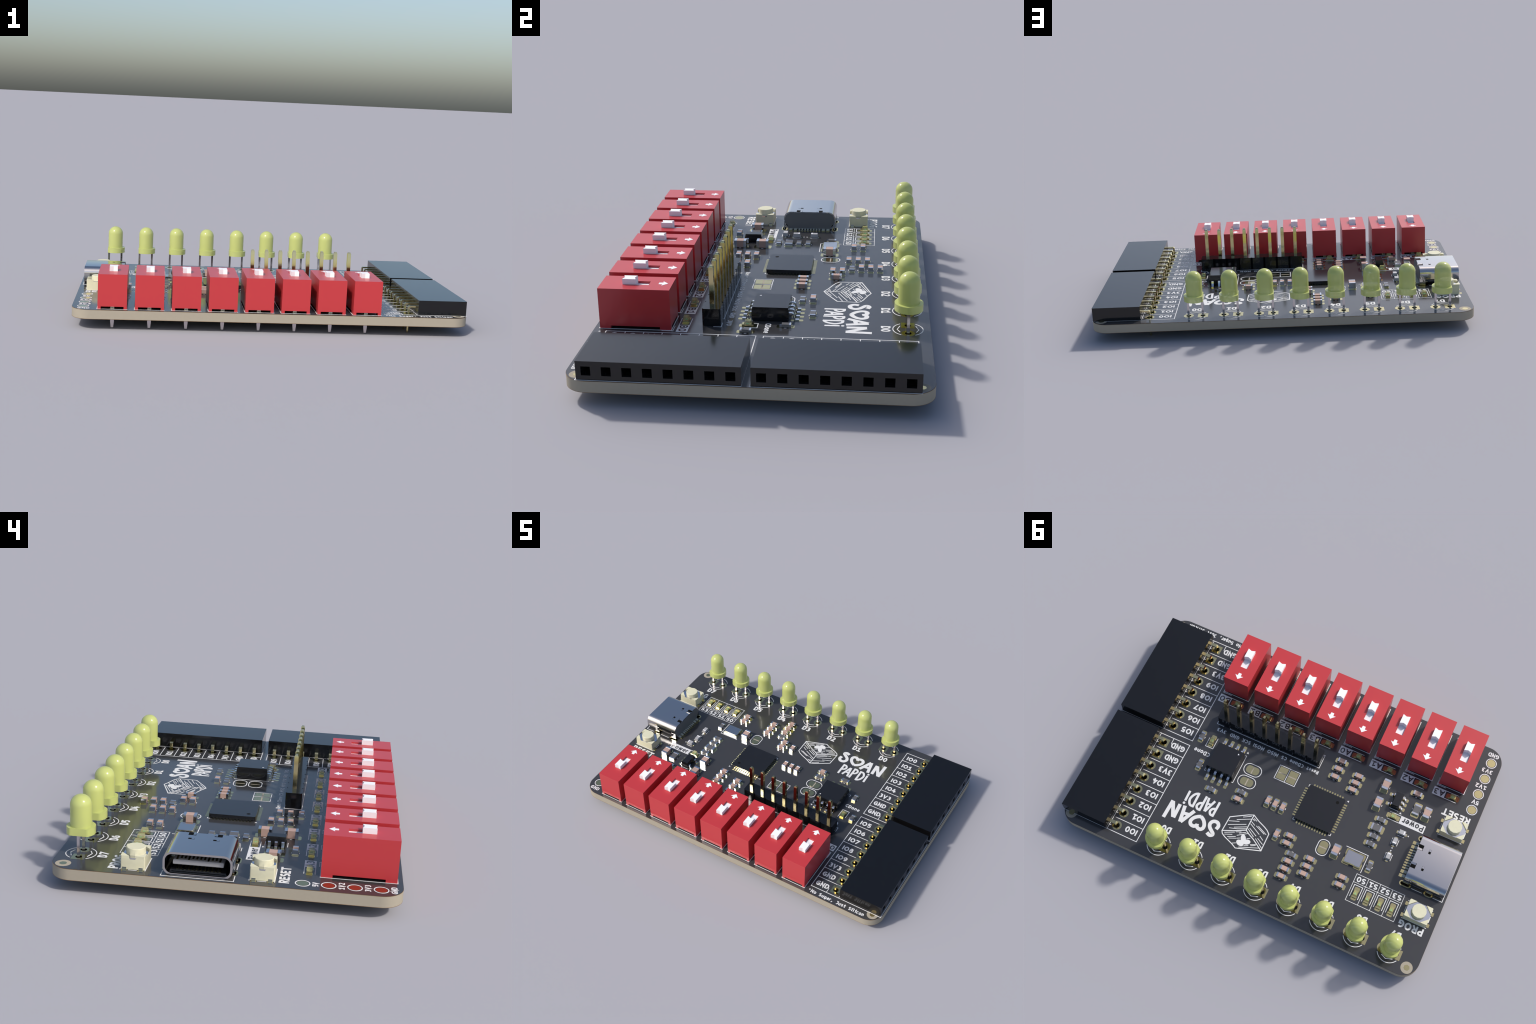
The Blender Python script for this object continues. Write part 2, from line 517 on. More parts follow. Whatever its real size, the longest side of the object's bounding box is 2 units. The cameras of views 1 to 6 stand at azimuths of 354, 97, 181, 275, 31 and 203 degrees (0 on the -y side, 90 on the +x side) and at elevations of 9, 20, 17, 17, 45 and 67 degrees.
# solder bridges
for cx, cy in ((0.1976, 0.0009), (0.1974, 0.0754)):
    S.line(rrect(0.0980, 0.0640, 0.0300, 5, cx, cy), 0.0040, True)
S.line(rrect(0.0625, 0.0880, 0.0280, 5, -0.3190, 0.2340), 0.0040, True)
S.rect(0.0175, 0.0768, -0.0920, -0.0092, 0.0034)
S.line([(0.0175, -0.0920), (-0.0418, -0.0920), (-0.0418, -0.0092), (0.0175, -0.0092)], 0.0034)
# processor corner ticks
QX, QY = -0.2195, 0.0516
for sx, sy in ((1, -1), (1, 1), (-1, 1)):
    ax, ay = QX + sx * 0.1075, QY + sy * 0.1075
    S.line([(ax - sx * 0.011, ay), (ax, ay), (ax, ay - sy * 0.011)], 0.0036)
S.fill([(-0.3290, -0.0560), (-0.3400, -0.0500), (-0.3390, -0.0620)])
# crystal
S.line([(-0.4278, 0.1733), (-0.5498, 0.1733), (-0.5498, 0.2745)], 0.0036)
# regulator
S.line([(-0.5474, -0.1190), (-0.5943, -0.1190)], 0.0034)
S.line([(-0.5474, -0.2125), (-0.5943, -0.2125)], 0.0034)
S.fill([(-0.6040, -0.1100), (-0.6180, -0.1100), (-0.6110, -0.1200)])
# power lamp label
S.fill([(-0.7600, -0.1035), (-0.6225, -0.1035), (-0.6225, -0.0582), (-0.7600, -0.0582)])
S.line([(-0.6225, -0.1015), (-0.5575, -0.1015)], 0.0034)
S.line([(-0.6225, -0.0600), (-0.5575, -0.0600)], 0.0034)
label('Power', -0.7530, -0.6320, -0.0970, 0.0320, M_MASK, 0.0006, weight=0.19)
# status lamp table
S.rect(-0.8017, -0.5355, 0.2868, 0.4380, 0.0026)
S.line([(-0.8017, 0.3328), (-0.5355, 0.3328)], 0.0026)
STAT_X = [-0.5695 - 0.0662 * i for i in range(4)]
for i, x in enumerate(STAT_X):
    if i:
        S.line([(x + 0.0331, 0.2868), (x + 0.0331, 0.4380)], 0.0026)
    S.line([(x + 0.0225, 0.4105), (x + 0.0225, 0.3440), (x - 0.0225, 0.3440), (x - 0.0225, 0.4120)], 0.0038)
    label('S%d' % i, x - 0.0248, x + 0.0235, 0.2962, 0.0295)
# usb frame and buttons
S.line([(-0.8174, 0.2397), (-0.8740, 0.2397)], 0.0034)
S.line([(-0.9351, 0.2397), (-0.9855, 0.2397), (-0.9855, -0.0372), (-0.9351, -0.0372)], 0.0034)
S.line([(-0.8174, -0.0372), (-0.8740, -0.0372)], 0.0034)
for bx, by in BUTTONS:
    for s in (1, -1):
        S.line([(bx + 0.0660, by + s * 0.0484), (bx - 0.0660, by + s * 0.0484)], 0.0034)
    S.line([(bx + 0.0660, by - 0.016), (bx + 0.0660, by + 0.016)], 0.0034)
    S.line([(bx - 0.0660, by - 0.016), (bx - 0.0660, by + 0.016)], 0.0034)
label('PROG', -0.9575, -0.8255, 0.4095, 0.0405)
label('RESET', -0.9585, -0.8050, -0.2440, 0.0400)
# test points
for t, y in TEST:
    S.line(circle(0.0272, 36, -0.9446, y), 0.0042, True)
    a, b = {'5V': (-0.9655, -0.9270)}.get(t, (-0.9705, -0.9105))
    label(t, a, b, y - 0.0605, 0.0240)
# motto
label('No', 0.5835, 0.6170, -0.6610, 0.0225)
label('Sugar,', 0.6345, 0.7200, -0.6610, 0.0225)
label('Just', 0.7420, 0.8010, -0.6610, 0.0225)
label('Silicon', 0.8180, 0.9110, -0.6610, 0.0225)
S.fill(circle(0.0045, 12, 0.5735, -0.6445))
S.done('silkscreen_lines')

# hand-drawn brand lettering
S = Silk()
W1, W2 = 0.0190, 0.0125
S.line([(.225, .383), (.2215, .362), (.234, .347), (.255, .349), (.2665, .366), (.261, .385), (.243, .401), (.2305, .4105), (.2295, .4200), (.2420, .4265), (.260, .4195)], W1, smooth=5, cap=False)
for lobe in ([(.3275, .3530), (.3060, .3670), (.2915, .3880), (.2895, .4070), (.2990, .4185), (.3135, .4185), (.3235, .4110), (.3275, .3990)],
             [(.3255, .3530), (.3440, .3630), (.3600, .3790), (.3660, .3990), (.3580, .4145), (.3420, .4185), (.3310, .4130), (.3250, .4030)]):
    S.line(lobe, W1, smooth=5, cap=False)
S.line([(.3715, .3415), (.4115, .4260)], W1, cap=False)
S.line([(.4150, .4270), (.4305, .3360)], W1, cap=False)
S.line([(.390, .3715), (.420, .3765)], 0.0170, cap=False)
S.line([(.4575, .3395), (.4555, .4210)], W1, cap=False)
S.line([(.4600, .4190), (.4985, .3400)], W1, cap=False)
S.line([(.5010, .3370), (.5045, .4410)], W1, cap=False)
S.line([(.2735, .2400), (.2750, .3300)], W2, cap=False)
S.line([(.2750, .3240), (.2900, .3220), (.2985, .3070), (.2920, .2910), (.2760, .2830)], W2, smooth=4, cap=False)
S.line([(.2985, .2460), (.3235, .3200)], W2, cap=False)
S.line([(.3255, .3210), (.3355, .2420)], W2, cap=False)
S.line([(.3060, .2720), (.3270, .2750)], 0.0105, cap=False)
S.line([(.3500, .2400), (.3515, .3300)], W2, cap=False)
S.line([(.3515, .3245), (.3665, .3230), (.3755, .3085), (.3685, .2915), (.3530, .2835)], W2, smooth=4, cap=False)
S.line([(.3940, .2400), (.3930, .3280)], W2, cap=False)
S.line([(.3930, .3220), (.4120, .3190), (.4245, .2940), (.4190, .2680), (.4080, .2520), (.3935, .2440)], W2, smooth=4, cap=False)
S.line([(.4445, .2500), (.4435, .3110)], W2, cap=False)
S.fill(circle(0.0072, 12, .4435, .3235))
S.done('brand_lettering')

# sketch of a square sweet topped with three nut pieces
S = Silk()
w = 0.0048
S.line([(.194, .376), (.192, .332), (.190, .290), (.150, .265), (.106, .238), (.080, .227), (.045, .246), (.003, .263), (-.018, .274), (-.035, .289), (-.036, .340), (-.037, .389),
        (.030, .412), (.090, .432), (.116, .419), (.140, .410), (.167, .400), (.186, .389)], w, True)
S.line([(.192, .374), (.137, .350), (.081, .320)], w)
S.line([(.081, .320), (.081, .275), (.080, .230)], w)
S.line([(.081, .320), (.060, .333), (.026, .349), (-.036, .388)], w)
hatch = [(.126, .261, .089, .239), (.150, .288, .085, .254), (.185, .312, .135, .292), (.180, .332, .095, .291), (.145, .332, .086, .302), (.166, .346, .126, .333), (.126, .333, .084, .313),
         (.074, .250, .064, .255), (.071, .244, .052, .252), (.076, .265, .052, .277), (.075, .278, .010, .312), (.032, .273, -.023, .298), (.043, .276, -.013, .300), (.069, .302, .021, .327),
         (.075, .309, .031, .337), (.002, .319, -.021, .333), (.007, .335, -.029, .354), (.017, .341, -.034, .375),
         (.178, .379, .131, .356), (.125, .351, .100, .340), (.106, .350, .076, .331), (.112, .366, .065, .333), (.173, .388, .137, .372), (.154, .393, .116, .375), (.144, .398, .108, .382),
         (.105, .380, .092, .373), (.058, .360, .043, .353), (.116, .415, .100, .406), (.055, .402, .035, .392), (.028, .383, .002, .370), (.023, .387, .001, .375), (.076, .420, -.019, .381)]
for a, b, c, d in hatch:
    S.line([(a, b), (c, d)], 0.0034)


def ellipse(cx, cy, a, b, rot, n=28):
    return [(cx + a * math.cos(t) * math.cos(rot) - b * math.sin(t) * math.sin(rot), cy + a * math.cos(t) * math.sin(rot) + b * math.sin(t) * math.cos(rot)) for t in [2 * math.pi * i / n for i in range(n)]]


S.fill(ellipse(.0745, .3680, .0230, .0135, math.radians(118)))
S.fill(ellipse(.0510, .3780, .0205, .0140, math.radians(28)))
S.fill(ellipse(.0800, .3965, .0215, .0150, math.radians(-12)))
S.fill(ellipse(.0680, .3850, .0120, .0100, 0.0))
S.done('sweet_drawing')


# ---------------------------------------------------------------- chip parts
def stamp(name, pieces, x, y, rot=0.0):
    main = link(name, pieces[0][1], THING, (x, y, ZT), rot)
    for nm, me in pieces[1:]:
        link(nm, me, main)
    return main


def chip_part(L, W, H, term, body, pl, pw, pitch, low=None):
    """two-terminal chip: L x W x H mm"""
    g = Geo()
    c = 0.03
    z0 = 0.05
    if low:      # resistor: alumina base with a glazed top between the caps
        g.box(-L / 2 + term, L / 2 - term, -W / 2, W / 2, z0, H * 0.86, M_RESBASE)
        g.box(-L / 2 + term - 0.02, L / 2 - term + 0.02, -W / 2 + 0.02, W / 2 - 0.02, H * 0.86, H * 0.98, body)
    else:
        g.box(-L / 2 + term, L / 2 - term, -W / 2 + 0.02, W / 2 - 0.02, z0 + 0.02, H - 0.02, body)
    a = g.mesh('chip_body')
    g = Geo()
    for s in (-1, 1):
        x0, x1 = sorted((s * L / 2, s * (L / 2 - term)))
        g.box(x0, x1, -W / 2, W / 2, 0.02, H, M_SILVER, c)
    b = g.mesh('terminal')
    g = Geo()
    for s in (-1, 1):
        flat_pad(g, s * pitch, 0, pl, pw)
    p = g.mesh('solder_pad')
    g = Geo()
    for s in (-1, 1):
        yy = s * (pw / 2 + 0.06)
        g.box(-0.17, 0.17, yy - 0.06, yy + 0.06, 0.003, 0.025, M_SILK)
    t = g.mesh('outline_tick')
    return [('chip_body', a), ('terminal', b), ('solder_pad', p), ('outline_tick', t)]


CAP6 = chip_part(1.6, 0.8, 0.80, 0.34, M_CAP, 0.90, 0.95, 0.775)
RES6 = chip_part(1.6, 0.8, 0.47, 0.32, M_RES, 0.90, 0.95, 0.775, True)
CAP8 = chip_part(2.0, 1.25, 1.25, 0.45, M_CAP, 1.0, 1.45, 0.95)
RES8 = chip_part(2.0, 1.25, 0.52, 0.38, M_RES, 1.0, 1.45, 0.95, True)
H_, V_ = 0.0, math.pi / 2
for x, y, r in ((.1955, .1879, H_), (-.2150, -.2490, H_), (-.2152, -.1998, H_), (-.2155, -.1510, H_), (-.3300, -.2078, H_), (-.3298, -.1650, H_), (-.3296, -.1219, H_),
                (.0467, .1266, V_), (.0045, .1266, V_), (-.0382, .1268, V_), (-.0720, .2743, V_), (-.1410, .2540, H_), (-.1410, .2974, H_),
                (-.1883, .3830, H_), (-.1884, .4263, H_), (-.1885, .4694, H_), (-.2868, .3225, H_), (-.2868, .3658, H_), (-.2869, .4092, H_),
                (-.4749, .3410, H_), (-.4751, .3842, H_), (-.6517, -.2492, H_)):
    stamp('ceramic_capacitor', CAP6, x, y, r)
for x, y, r in ((.5300, -.0594, V_), (.4681, .0947, V_), (.3483, .1971, H_), (.1960, .1424, H_), (-.1882, .3401, H_), (-.5772, .2255, V_),
                (-.5334, -.0344, H_), (-.5336, .0659, H_), (-.5334, .1115, H_)):
    stamp('chip_resistor', RES6, x, y, r)
for x, y, r in ((-.3875, .2258, V_), (-.4818, -.2213, V_), (-.4823, -.1103, V_), (-.7378, -.1649, V_)):
    stamp('ceramic_capacitor', CAP8, x, y, r)
for x, y, r in ((-.6813, -.1656, V_), (-.5283, .0171, H_)):
    stamp('chip_resistor', RES8, x, y, r)

# tiny surface lamps
g = Geo()
g.box(-0.45, 0.45, -0.38, 0.38, 0.03, 0.26, M_PAD)
lamp_base = g.mesh('lamp_base')
g = Geo()
for s in (-1, 1):
    x0, x1 = sorted((s * 0.8, s * 0.45))
    g.box(x0, x1, -0.4, 0.4, 0.02, 0.32, M_PAD, 0.02)
lamp_term = g.mesh('terminal')
g = Geo()
g.loops([[(x, y, 0.27) for x, y in ((-.55, -.38), (.55, -.38), (.55, .38), (-.55, .38))],
         [(x, y, 0.78) for x, y in ((-.42, -.36), (.40, -.36), (.40, .36), (-.40, .36))]], M_LENS)
lamp_lens = g.mesh('lamp_lens')
g = Geo()
g.prism([(-0.22, -0.24), (0.24, 0), (-0.22, 0.24)], 0.28, 0.30, M_GREEN)
lamp_mark = g.mesh('polarity_mark')
STAT = [('lamp_base', lamp_base), ('terminal', lamp_term), ('lamp_lens', lamp_lens), ('polarity_mark', lamp_mark), ('solder_pad', CAP6[2][1])]
for x in STAT_X:
    stamp('status_lamp', STAT, x, 0.3880, -V_)
stamp('status_lamp', STAT, 0.4688, -0.0576, V_)
stamp('status_lamp', STAT, -0.5829, -0.0798, math.pi)
for x in SW_X:
    stamp('status_lamp', STAT, x - 0.0270, -0.3145, math.pi)

# small diodes
g = Geo()
g.loops([[(x, y, 0.08) for x, y in ((-.60, -.40), (.60, -.40), (.60, .40), (-.60, .40))],
         [(x, y, 0.35) for x, y in ((-.62, -.42), (.62, -.42), (.62, .42), (-.62, .42))],
         [(x, y, 0.70) for x, y in ((-.54, -.36), (.54, -.36), (.54, .36), (-.54, .36))]], M_DIODE)
d_body = g.mesh('diode_body')
g = Geo()
g.box(0.30, 0.50, -0.35, 0.35, 0.70, 0.715, M_WHITE)
d_band = g.mesh('cathode_band')
g = Geo()
for s in (-1, 1):
    x0, x1 = sorted((s * 0.5, s * 0.82))
    g.box(x0, x1, -0.15, 0.15, 0.02, 0.14, M_SILVER)
d_lead = g.mesh('lead')
g = Geo()
for s in (-1, 1):
    flat_pad(g, s * 0.70, 0, 0.55, 0.55, 0.15)
d_pad = g.mesh('solder_pad')
g = Geo()
for s in (-1, 1):
    g.box(-0.60, 0.62, s * 0.58 - 0.055, s * 0.58 + 0.055, 0.003, 0.025, M_SILK)
d_silk = g.mesh('outline_tick')
g = Geo()
g.prism([(1.02, 0.0), (1.32, -0.17), (1.32, 0.17)], 0.003, 0.025, M_SILK)
d_tri = g.mesh('polarity_mark')
DIODE = [('diode_body', d_body), ('cathode_band', d_band), ('lead', d_lead), ('solder_pad', d_pad), ('outline_tick', d_silk), ('polarity_mark', d_tri)]
stamp('small_diode', DIODE, -.6605, -.0132, math.pi)
stamp('small_diode', DIODE, -.6445, .0451, V_)
stamp('small_diode', DIODE, -.6445, .1342, -V_)

# solder bridges (bare pads)
for cx, cy, r in ((.1976, .0009, 0), (.1974, .0754, 0), (-.3190, .2340, V_)):
    g = Geo()
    for s in (-1, 1):
        pts = []
        for i in range(9):
            t = -math.pi / 2 + math.pi * i / 8
            c, q = math.cos(t), math.sin(t)
            pts.append((s * (0.62 + 0.62 * max(0.0, c) ** 0.8), q * 0.76))
        pts = [(s * 0.11, -0.76)] + pts + [(s * 0.11, 0.76)]
        if s < 0:
            pts.reverse()
        g.prism(pts, 0, PADZ / K, M_PAD)
    g.box(-0.11, 0.11, -0.76, 0.76, 0, 0.012, M_CORE)
    link('solder_bridge', g.mesh('solder_bridge'), THING, (cx, cy, ZT), r)
for cx in (.0472, -.0122):
    g = Geo()
    for s in (-1, 1):
        y0, y1 = sorted((s * 0.11, s * 1.22))
        g.box(-0.80, 0.80, y0, y1, 0, PADZ / K, M_PAD)
    g.box(-0.80, 0.80, -0.11, 0.11, 0, 0.012, M_CORE)
    link('solder_bridge', g.mesh('solder_bridge'), THING, (cx, -0.0506, ZT))

# ---------------------------------------------------------------- processor (flat no-lead)
g = Geo()
g.prism(rrect(7.0, 7.0, 0.35, 4), 0.05, 0.71, M_CHIP, bot=0.08)
g2 = Geo()
g2.prism(circle(0.30, 20), 0.705, 0.713, M_INDEX)
g3 = Geo()
g4 = Geo()
for side in range(4):
    a = side * V_
    for i in range(12):
        u = -2.75 + 0.5 * i
        for gg, r0, r1, h, mt, w in ((g3, 3.15, 4.10, PADZ / K, M_PAD, 0.14), (g4, 3.10, 3.51, 0.16, M_CHIP, 0.12)):
            z0 = 0 if gg is g3 else 0.03
            q = [(r0, u - w), (r1, u - w), (r1, u + w), (r0, u + w)]
            q = [(x * math.cos(a) - y * math.sin(a), x * math.sin(a) + y * math.cos(a)) for x, y in q]
            gg.prism(q, z0, h, mt)
cpu = link('processor_chip', g.mesh('processor_chip'), THING, (QX, QY, ZT))
link('index_dot', g2.mesh('index_dot'), cpu, (-2.35 * K, -2.35 * K, 0))
link('solder_pad', g3.mesh('solder_pad'), cpu)
link('lead', g4.mesh('lead'), cpu)


def gull(g, cx, side, y_body, y_foot, w, z_top, z_foot, th, mat):
    """gull-wing lead leaving the body along +-y"""
    ln = y_foot - y_body
    prof = [(y_body - 0.2, z_top), (y_body + ln * 0.22, z_top), (y_body + ln * 0.36, z_top - 0.08), (y_body + ln * 0.52, z_foot + 0.12), (y_body + ln * 0.62, z_foot), (y_foot, z_foot)]
    rings = []
    n = len(prof)
    for i, (y, z) in enumerate(prof):
        p0 = Vector(prof[max(0, i - 1)]); p1 = Vector(prof[min(n - 1, i + 1)])
        t = (p1 - p0).normalized(); nn = Vector((-t.y, t.x)) * th / 2
        rings.append([(cx - w / 2, side * (y + nn.x), z + nn.y), (cx + w / 2, side * (y + nn.x), z + nn.y),
                      (cx + w / 2, side * (y - nn.x), z - nn.y), (cx - w / 2, side * (y - nn.x), z - nn.y)])
    g.loops(rings, mat)


# ---------------------------------------------------------------- memory chip (small outline)
def outline_chip(name, x, y, rot, bw, bl, h, feet, pad, reach, tri=None):
    g = Geo()
    c = 0.12
    g.loops([[(sx * (bw / 2 - d), sy * (bl / 2 - d), z) for sx, sy in ((-1, -1), (1, -1), (1, 1), (-1, 1))]
             for z, d in ((0.10, c), (h * 0.48, 0.0), (h * 0.58, 0.0), (h, c * 1.1))], M_CHIP)
    main = link(name, g.mesh(name), THING, (x, y, ZT), rot)
    g = Geo(); gp = Geo()
    for cx, s in feet:
        gull(g, cx, s, bl / 2, reach, 0.42 if bw > 3 else 0.40, h * 0.52, 0.10, 0.18 if bw > 3 else 0.12, M_SILVER)
        flat_pad(gp, cx, s * pad[0], 0.62, pad[1], 0.16)
    link('lead', g.mesh('lead'), main)
    link('solder_pad', gp.mesh('solder_pad'), main)
    if tri:
        g = Geo()
        g.prism(tri, h, h + 0.012, M_WHITE)
        link('index_mark', g.mesh('index_mark'), main)
    return main


outline_chip('memory_chip', 0.3455, 0.0272, 0, 5.23, 5.23, 2.05,
             [(-1.905 + 1.27 * i, s) for i in range(4) for s in (-1, 1)], (3.65, 1.75), 3.95,
             tri=[(-1.95, -1.75), (-1.70, -1.95), (-1.68, -1.62)])
outline_chip('voltage_regulator', -0.5710, -0.1655, V_, 2.9, 1.6, 1.42,
             [(-0.95, -1), (0.95, -1), (-0.95, 1), (0.0, 1), (0.95, 1)], (1.14, 1.32), 1.42)

# crystal can
g = Geo()
g.box(-1.6, 1.6, -1.25, 1.25, 0.03, 0.40, M_LEAD, 0.03)
cr = link('crystal', g.mesh('crystal'), THING, (-0.4890, 0.2236, ZT))
g = Geo()
g.prism(rrect(3.05, 2.30, 0.22, 3), 0.40, 0.54, M_SHELL, top=0.05)
link('metal_lid', g.mesh('metal_lid'), cr)
g = Geo()
for sx in (-1, 1):
    for sy in (-1, 1):
        flat_pad(g, sx * 1.10, sy * 0.88, 1.40, 1.20, 0.22)
link('solder_pad', g.mesh('solder_pad'), cr)
g = Geo()
g.ring(rrect(3.22, 2.52, 0.2, 3), rrect(3.0, 2.3, 0.2, 3), 0.36, 0.43, M_PAD)
link('seal_ring', g.mesh('seal_ring'), cr)

# ---------------------------------------------------------------- through-hole lamps
g = Geo()
N = 64
zf0, zf1, zs, rb = 2.96, 3.98, 6.84, 1.45
flange = []
for i in range(N):
    t = 2 * math.pi * i / N
    r = 1.92
    if math.cos(t) < 0:
        r = min(r, 1.50 / abs(math.cos(t)))
    flange.append((r * math.cos(t), r * math.sin(t)))
body = circle(rb, N)
rings = [[(x, y, zf0) for x, y in flange], [(x, y, zf1) for x, y in flange], [(x, y, zf1) for x, y in body], [(x, y, zs) for x, y in body]]
for j in range(1, 10):
    a = math.pi / 2 * j / 10
    rings.append([(x * math.cos(a), y * math.cos(a), zs + rb * math.sin(a)) for x, y in body])
g.loops(rings, M_LAMP, smooth=True)
lens = g.mesh('indicator_lamp', 40)
g = Geo()
for s in (-1, 1):
    g.box(s * 1.27 - 0.19, s * 1.27 + 0.19, -0.19, 0.19, -2.6, 3.4, M_LEAD)
legs = g.mesh('lead')
g = Geo()
hole_pad(g, -1.27, 0, 0.9, 0.45, True)
hole_pad(g, 1.27, 0, 0.9, 0.45, False)
lpad = g.mesh('solder_pad')
for x in LAMP_X:
    stamp('indicator_lamp', [('indicator_lamp', lens), ('lead', legs), ('solder_pad', lpad)], x, LAMP_Y)

# ---------------------------------------------------------------- slide switches
bx, by, zt = 4.80 / 2, 9.86 / 2, 5.83
g = Geo()
sx_, y0_, y1_, zfl = 0.68, -1.88, 1.76, 5.35      # slot half width, ends and floor
zn = 0.42
top = [(-bx, -by), (bx, -by), (bx, by), (-bx, by)]
slot = [(-sx_, y0_), (sx_, y0_), (sx_, y1_), (-sx_, y1_)]
g.loops([[(x, y, zn) for x, y in top], [(x, y, zt) for x, y in top], [(x, y, zt) for x, y in slot], [(x, y, zfl) for x, y in slot]], M_RED)
for sx in (-1, 1):
    for sy in (-1, 1):
        xa, xb = sorted((sx * bx, sx * (bx - 0.52)))
        ya, yb = sorted((sy * by, sy * (by - 1.52)))
        g.box(xa, xb, ya, yb, 0.02, zn, M_RED)
case = g.mesh('slide_switch')
g = Geo()
g.box(-sx_ + 0.01, sx_ - 0.01, y0_ + 0.01, y1_ - 0.01, zfl, zfl + 0.15, M_WHITE)
v = 0.24
lev = [(-0.68, -1.87), (0.0, -1.87 + v), (0.68, -1.87), (0.68, 0.0), (0.0, -v), (-0.68, 0.0)]
g.prism([(x * 0.99, y) for x, y in lev], zfl + 0.15, 6.62, M_WHITE)
lever = g.mesh('slider')
g = Geo()
g.prism([(0.0, 4.32), (-0.79, 3.52), (-0.33, 3.60), (-0.27, 3.03), (0.27, 3.03), (0.33, 3.60), (0.79, 3.52)], zt, zt + 0.02, M_WHITE)
arrow = g.mesh('arrow_mark')
g = Geo()
for s in (-1, 1):
    yc = s * 3.81
    w = 0.31
    prof = [(-w, 0.45), (-w, -2.30), (-0.20, -3.28), (0.20, -3.28), (w, -2.30), (w, 0.45)]
    rings = [[(x, yc + e, z) for x, z in prof] for e in (-0.13, 0.13)]
    g.loops(rings, M_LEAD)
spins = g.mesh('lead')
g = Geo()
for s in (-1, 1):
    hole_pad(g, 0, s * 3.81, 0.8, 0.4, s > 0)
spad = g.mesh('solder_pad')
for x in SW_X:
    stamp('slide_switch', [('slide_switch', case), ('slider', lever), ('arrow_mark', arrow), ('lead', spins), ('solder_pad', spad)], x, SW_Y)

# ---------------------------------------------------------------- upright pin header
g = Geo()
poly = []
n8 = 8
nt = 0.22
x_hi = 1.27
for i in range(n8):            # lower edge, from -x to +x
    xa = -1.27 - 2.54 * (n8 - 1) + 2.54 * i
    poly += [(xa + nt, -1.27), (xa + 2.54 - nt, -1.27), (xa + 2.54, -1.27 + nt)] if i < n8 - 1 else [(xa + nt, -1.27), (xa + 2.54 - nt, -1.27), (xa + 2.54, -1.27 + nt)]
for i in reversed(range(n8)):
    xa = -1.27 - 2.54 * (n8 - 1) + 2.54 * i
    poly += [(xa + 2.54, 1.27 - nt), (xa + 2.54 - nt, 1.27), (xa + nt, 1.27)] if i == n8 - 1 else [(xa + 2.54 - nt, 1.27), (xa + nt, 1.27)]
    if i > 0:
        poly.append((xa, 1.27 - nt))
poly.append((-1.27 - 2.54 * (n8 - 1), 1.27 - nt))
poly.append((-1.27 - 2.54 * (n8 - 1), -1.27 + nt))
g.prism(poly, 0.01, 2.54, M_BLACK)
ph = link('pin_header', g.mesh('pin_header'), THING, (PINS_X[0], PINS_Y, ZT))
g = Geo()
h = 0.32
g.loops([[(sx * a, sy * a, z) for sx, sy in ((-1, -1), (1, -1), (1, 1), (-1, 1))] for z, a in ((-3.36, 0.18), (-3.05, h), (8.12, h), (8.43, 0.18))], M_GOLDPIN)
pin = g.mesh('pin')
g = Geo()
hole_pad(g, 0, 0, 0.85, 0.5)
ppad = g.mesh('solder_pad')
for i in range(8):
    link('pin', pin, ph, (-P * i, 0, 0))
    link('solder_pad', ppad, ph, (-P * i, 0, 0))

# ---------------------------------------------------------------- angled socket headers
g = Geo()
hb0, hb1, zt_, zc = 1.44, 9.89, 2.53, 1.23
L8 = 8 * 2.54
ya, yb = 1.27 - L8, 1.27            # pins run from y=0 down to -7 pitches
# shell without the front face
xs0, xs1 = hb0, hb1
g.sheet([(xs0, ya, 0.01), (xs1, ya, 0.01), (xs1, ya, zt_), (xs0, ya, zt_)], M_BLACK)
g.sheet([(xs0, yb, 0.01), (xs0, yb, zt_), (xs1, yb, zt_), (xs1, yb, 0.01)], M_BLACK)
g.sheet([(xs0, ya, zt_), (xs1, ya, zt_), (xs1, yb, zt_), (xs0, yb, zt_)], M_BLACK)
g.sheet([(xs0, ya, 0.01), (xs0, yb, 0.01), (xs1, yb, 0.01), (xs1, ya, 0.01)], M_BLACK)
g.sheet([(xs0, ya, 0.01), (xs0, ya, zt_), (xs0, yb, zt_), (xs0, yb, 0.01)], M_BLACK)
for i in range(8):               # front face cell with its funnel opening
    yc = -2.54 * i
    def sq(x, r, rz=None):
        return [(x, yc - r, zc - (rz or r)), (x, yc + r, zc - (rz or r)), (x, yc + r, zc + (rz or r)), (x, yc - r, zc + (rz or r))]
    cell = [(xs1, yc - 1.27, 0.01), (xs1, yc + 1.27, 0.01), (xs1, yc + 1.27, zt_), (xs1, yc - 1.27, zt_)]
    g.loops([cell, sq(xs1, 0.60)], M_BLACK, False, False)
    g.loops([sq(xs1, 0.60), sq(xs1 - 0.55, 0.36)], M_BLACK, False, False)
    g.loops([sq(xs1 - 0.55, 0.36), sq(xs1 - 2.2, 0.36)], M_DARK, False, True)
sock = g.mesh('socket_header')
g = Geo()
w = 0.30
r_in = 0.30
path = [(0, -3.385), (0, zc - 0.10), (0.10, zc), (hb0 + 0.3, zc)]
t = 0.14
rings = []
for i, (x, z) in enumerate(path):
    p0 = Vector(path[max(0, i - 1)]); p1 = Vector(path[min(len(path) - 1, i + 1)])
    d = (p1 - p0).normalized(); nn = Vector((-d.y, d.x)) * t
    ww = 0.15 if i == 0 else w
    rings.append([(x + nn.x, -ww, z + nn.y), (x + nn.x, ww, z + nn.y), (x - nn.x, ww, z - nn.y), (x - nn.x, -ww, z - nn.y)])
g.loops(rings, M_GOLDPIN)
spin = g.mesh('pin')
g = Geo(); hole_pad(g, 0, 0, 0.85, 0.5)
sp_round = g.mesh('solder_pad')
g = Geo(); hole_pad(g, 0, 0, 0.85, 0.5, True)
sp_square = g.mesh('solder_pad')
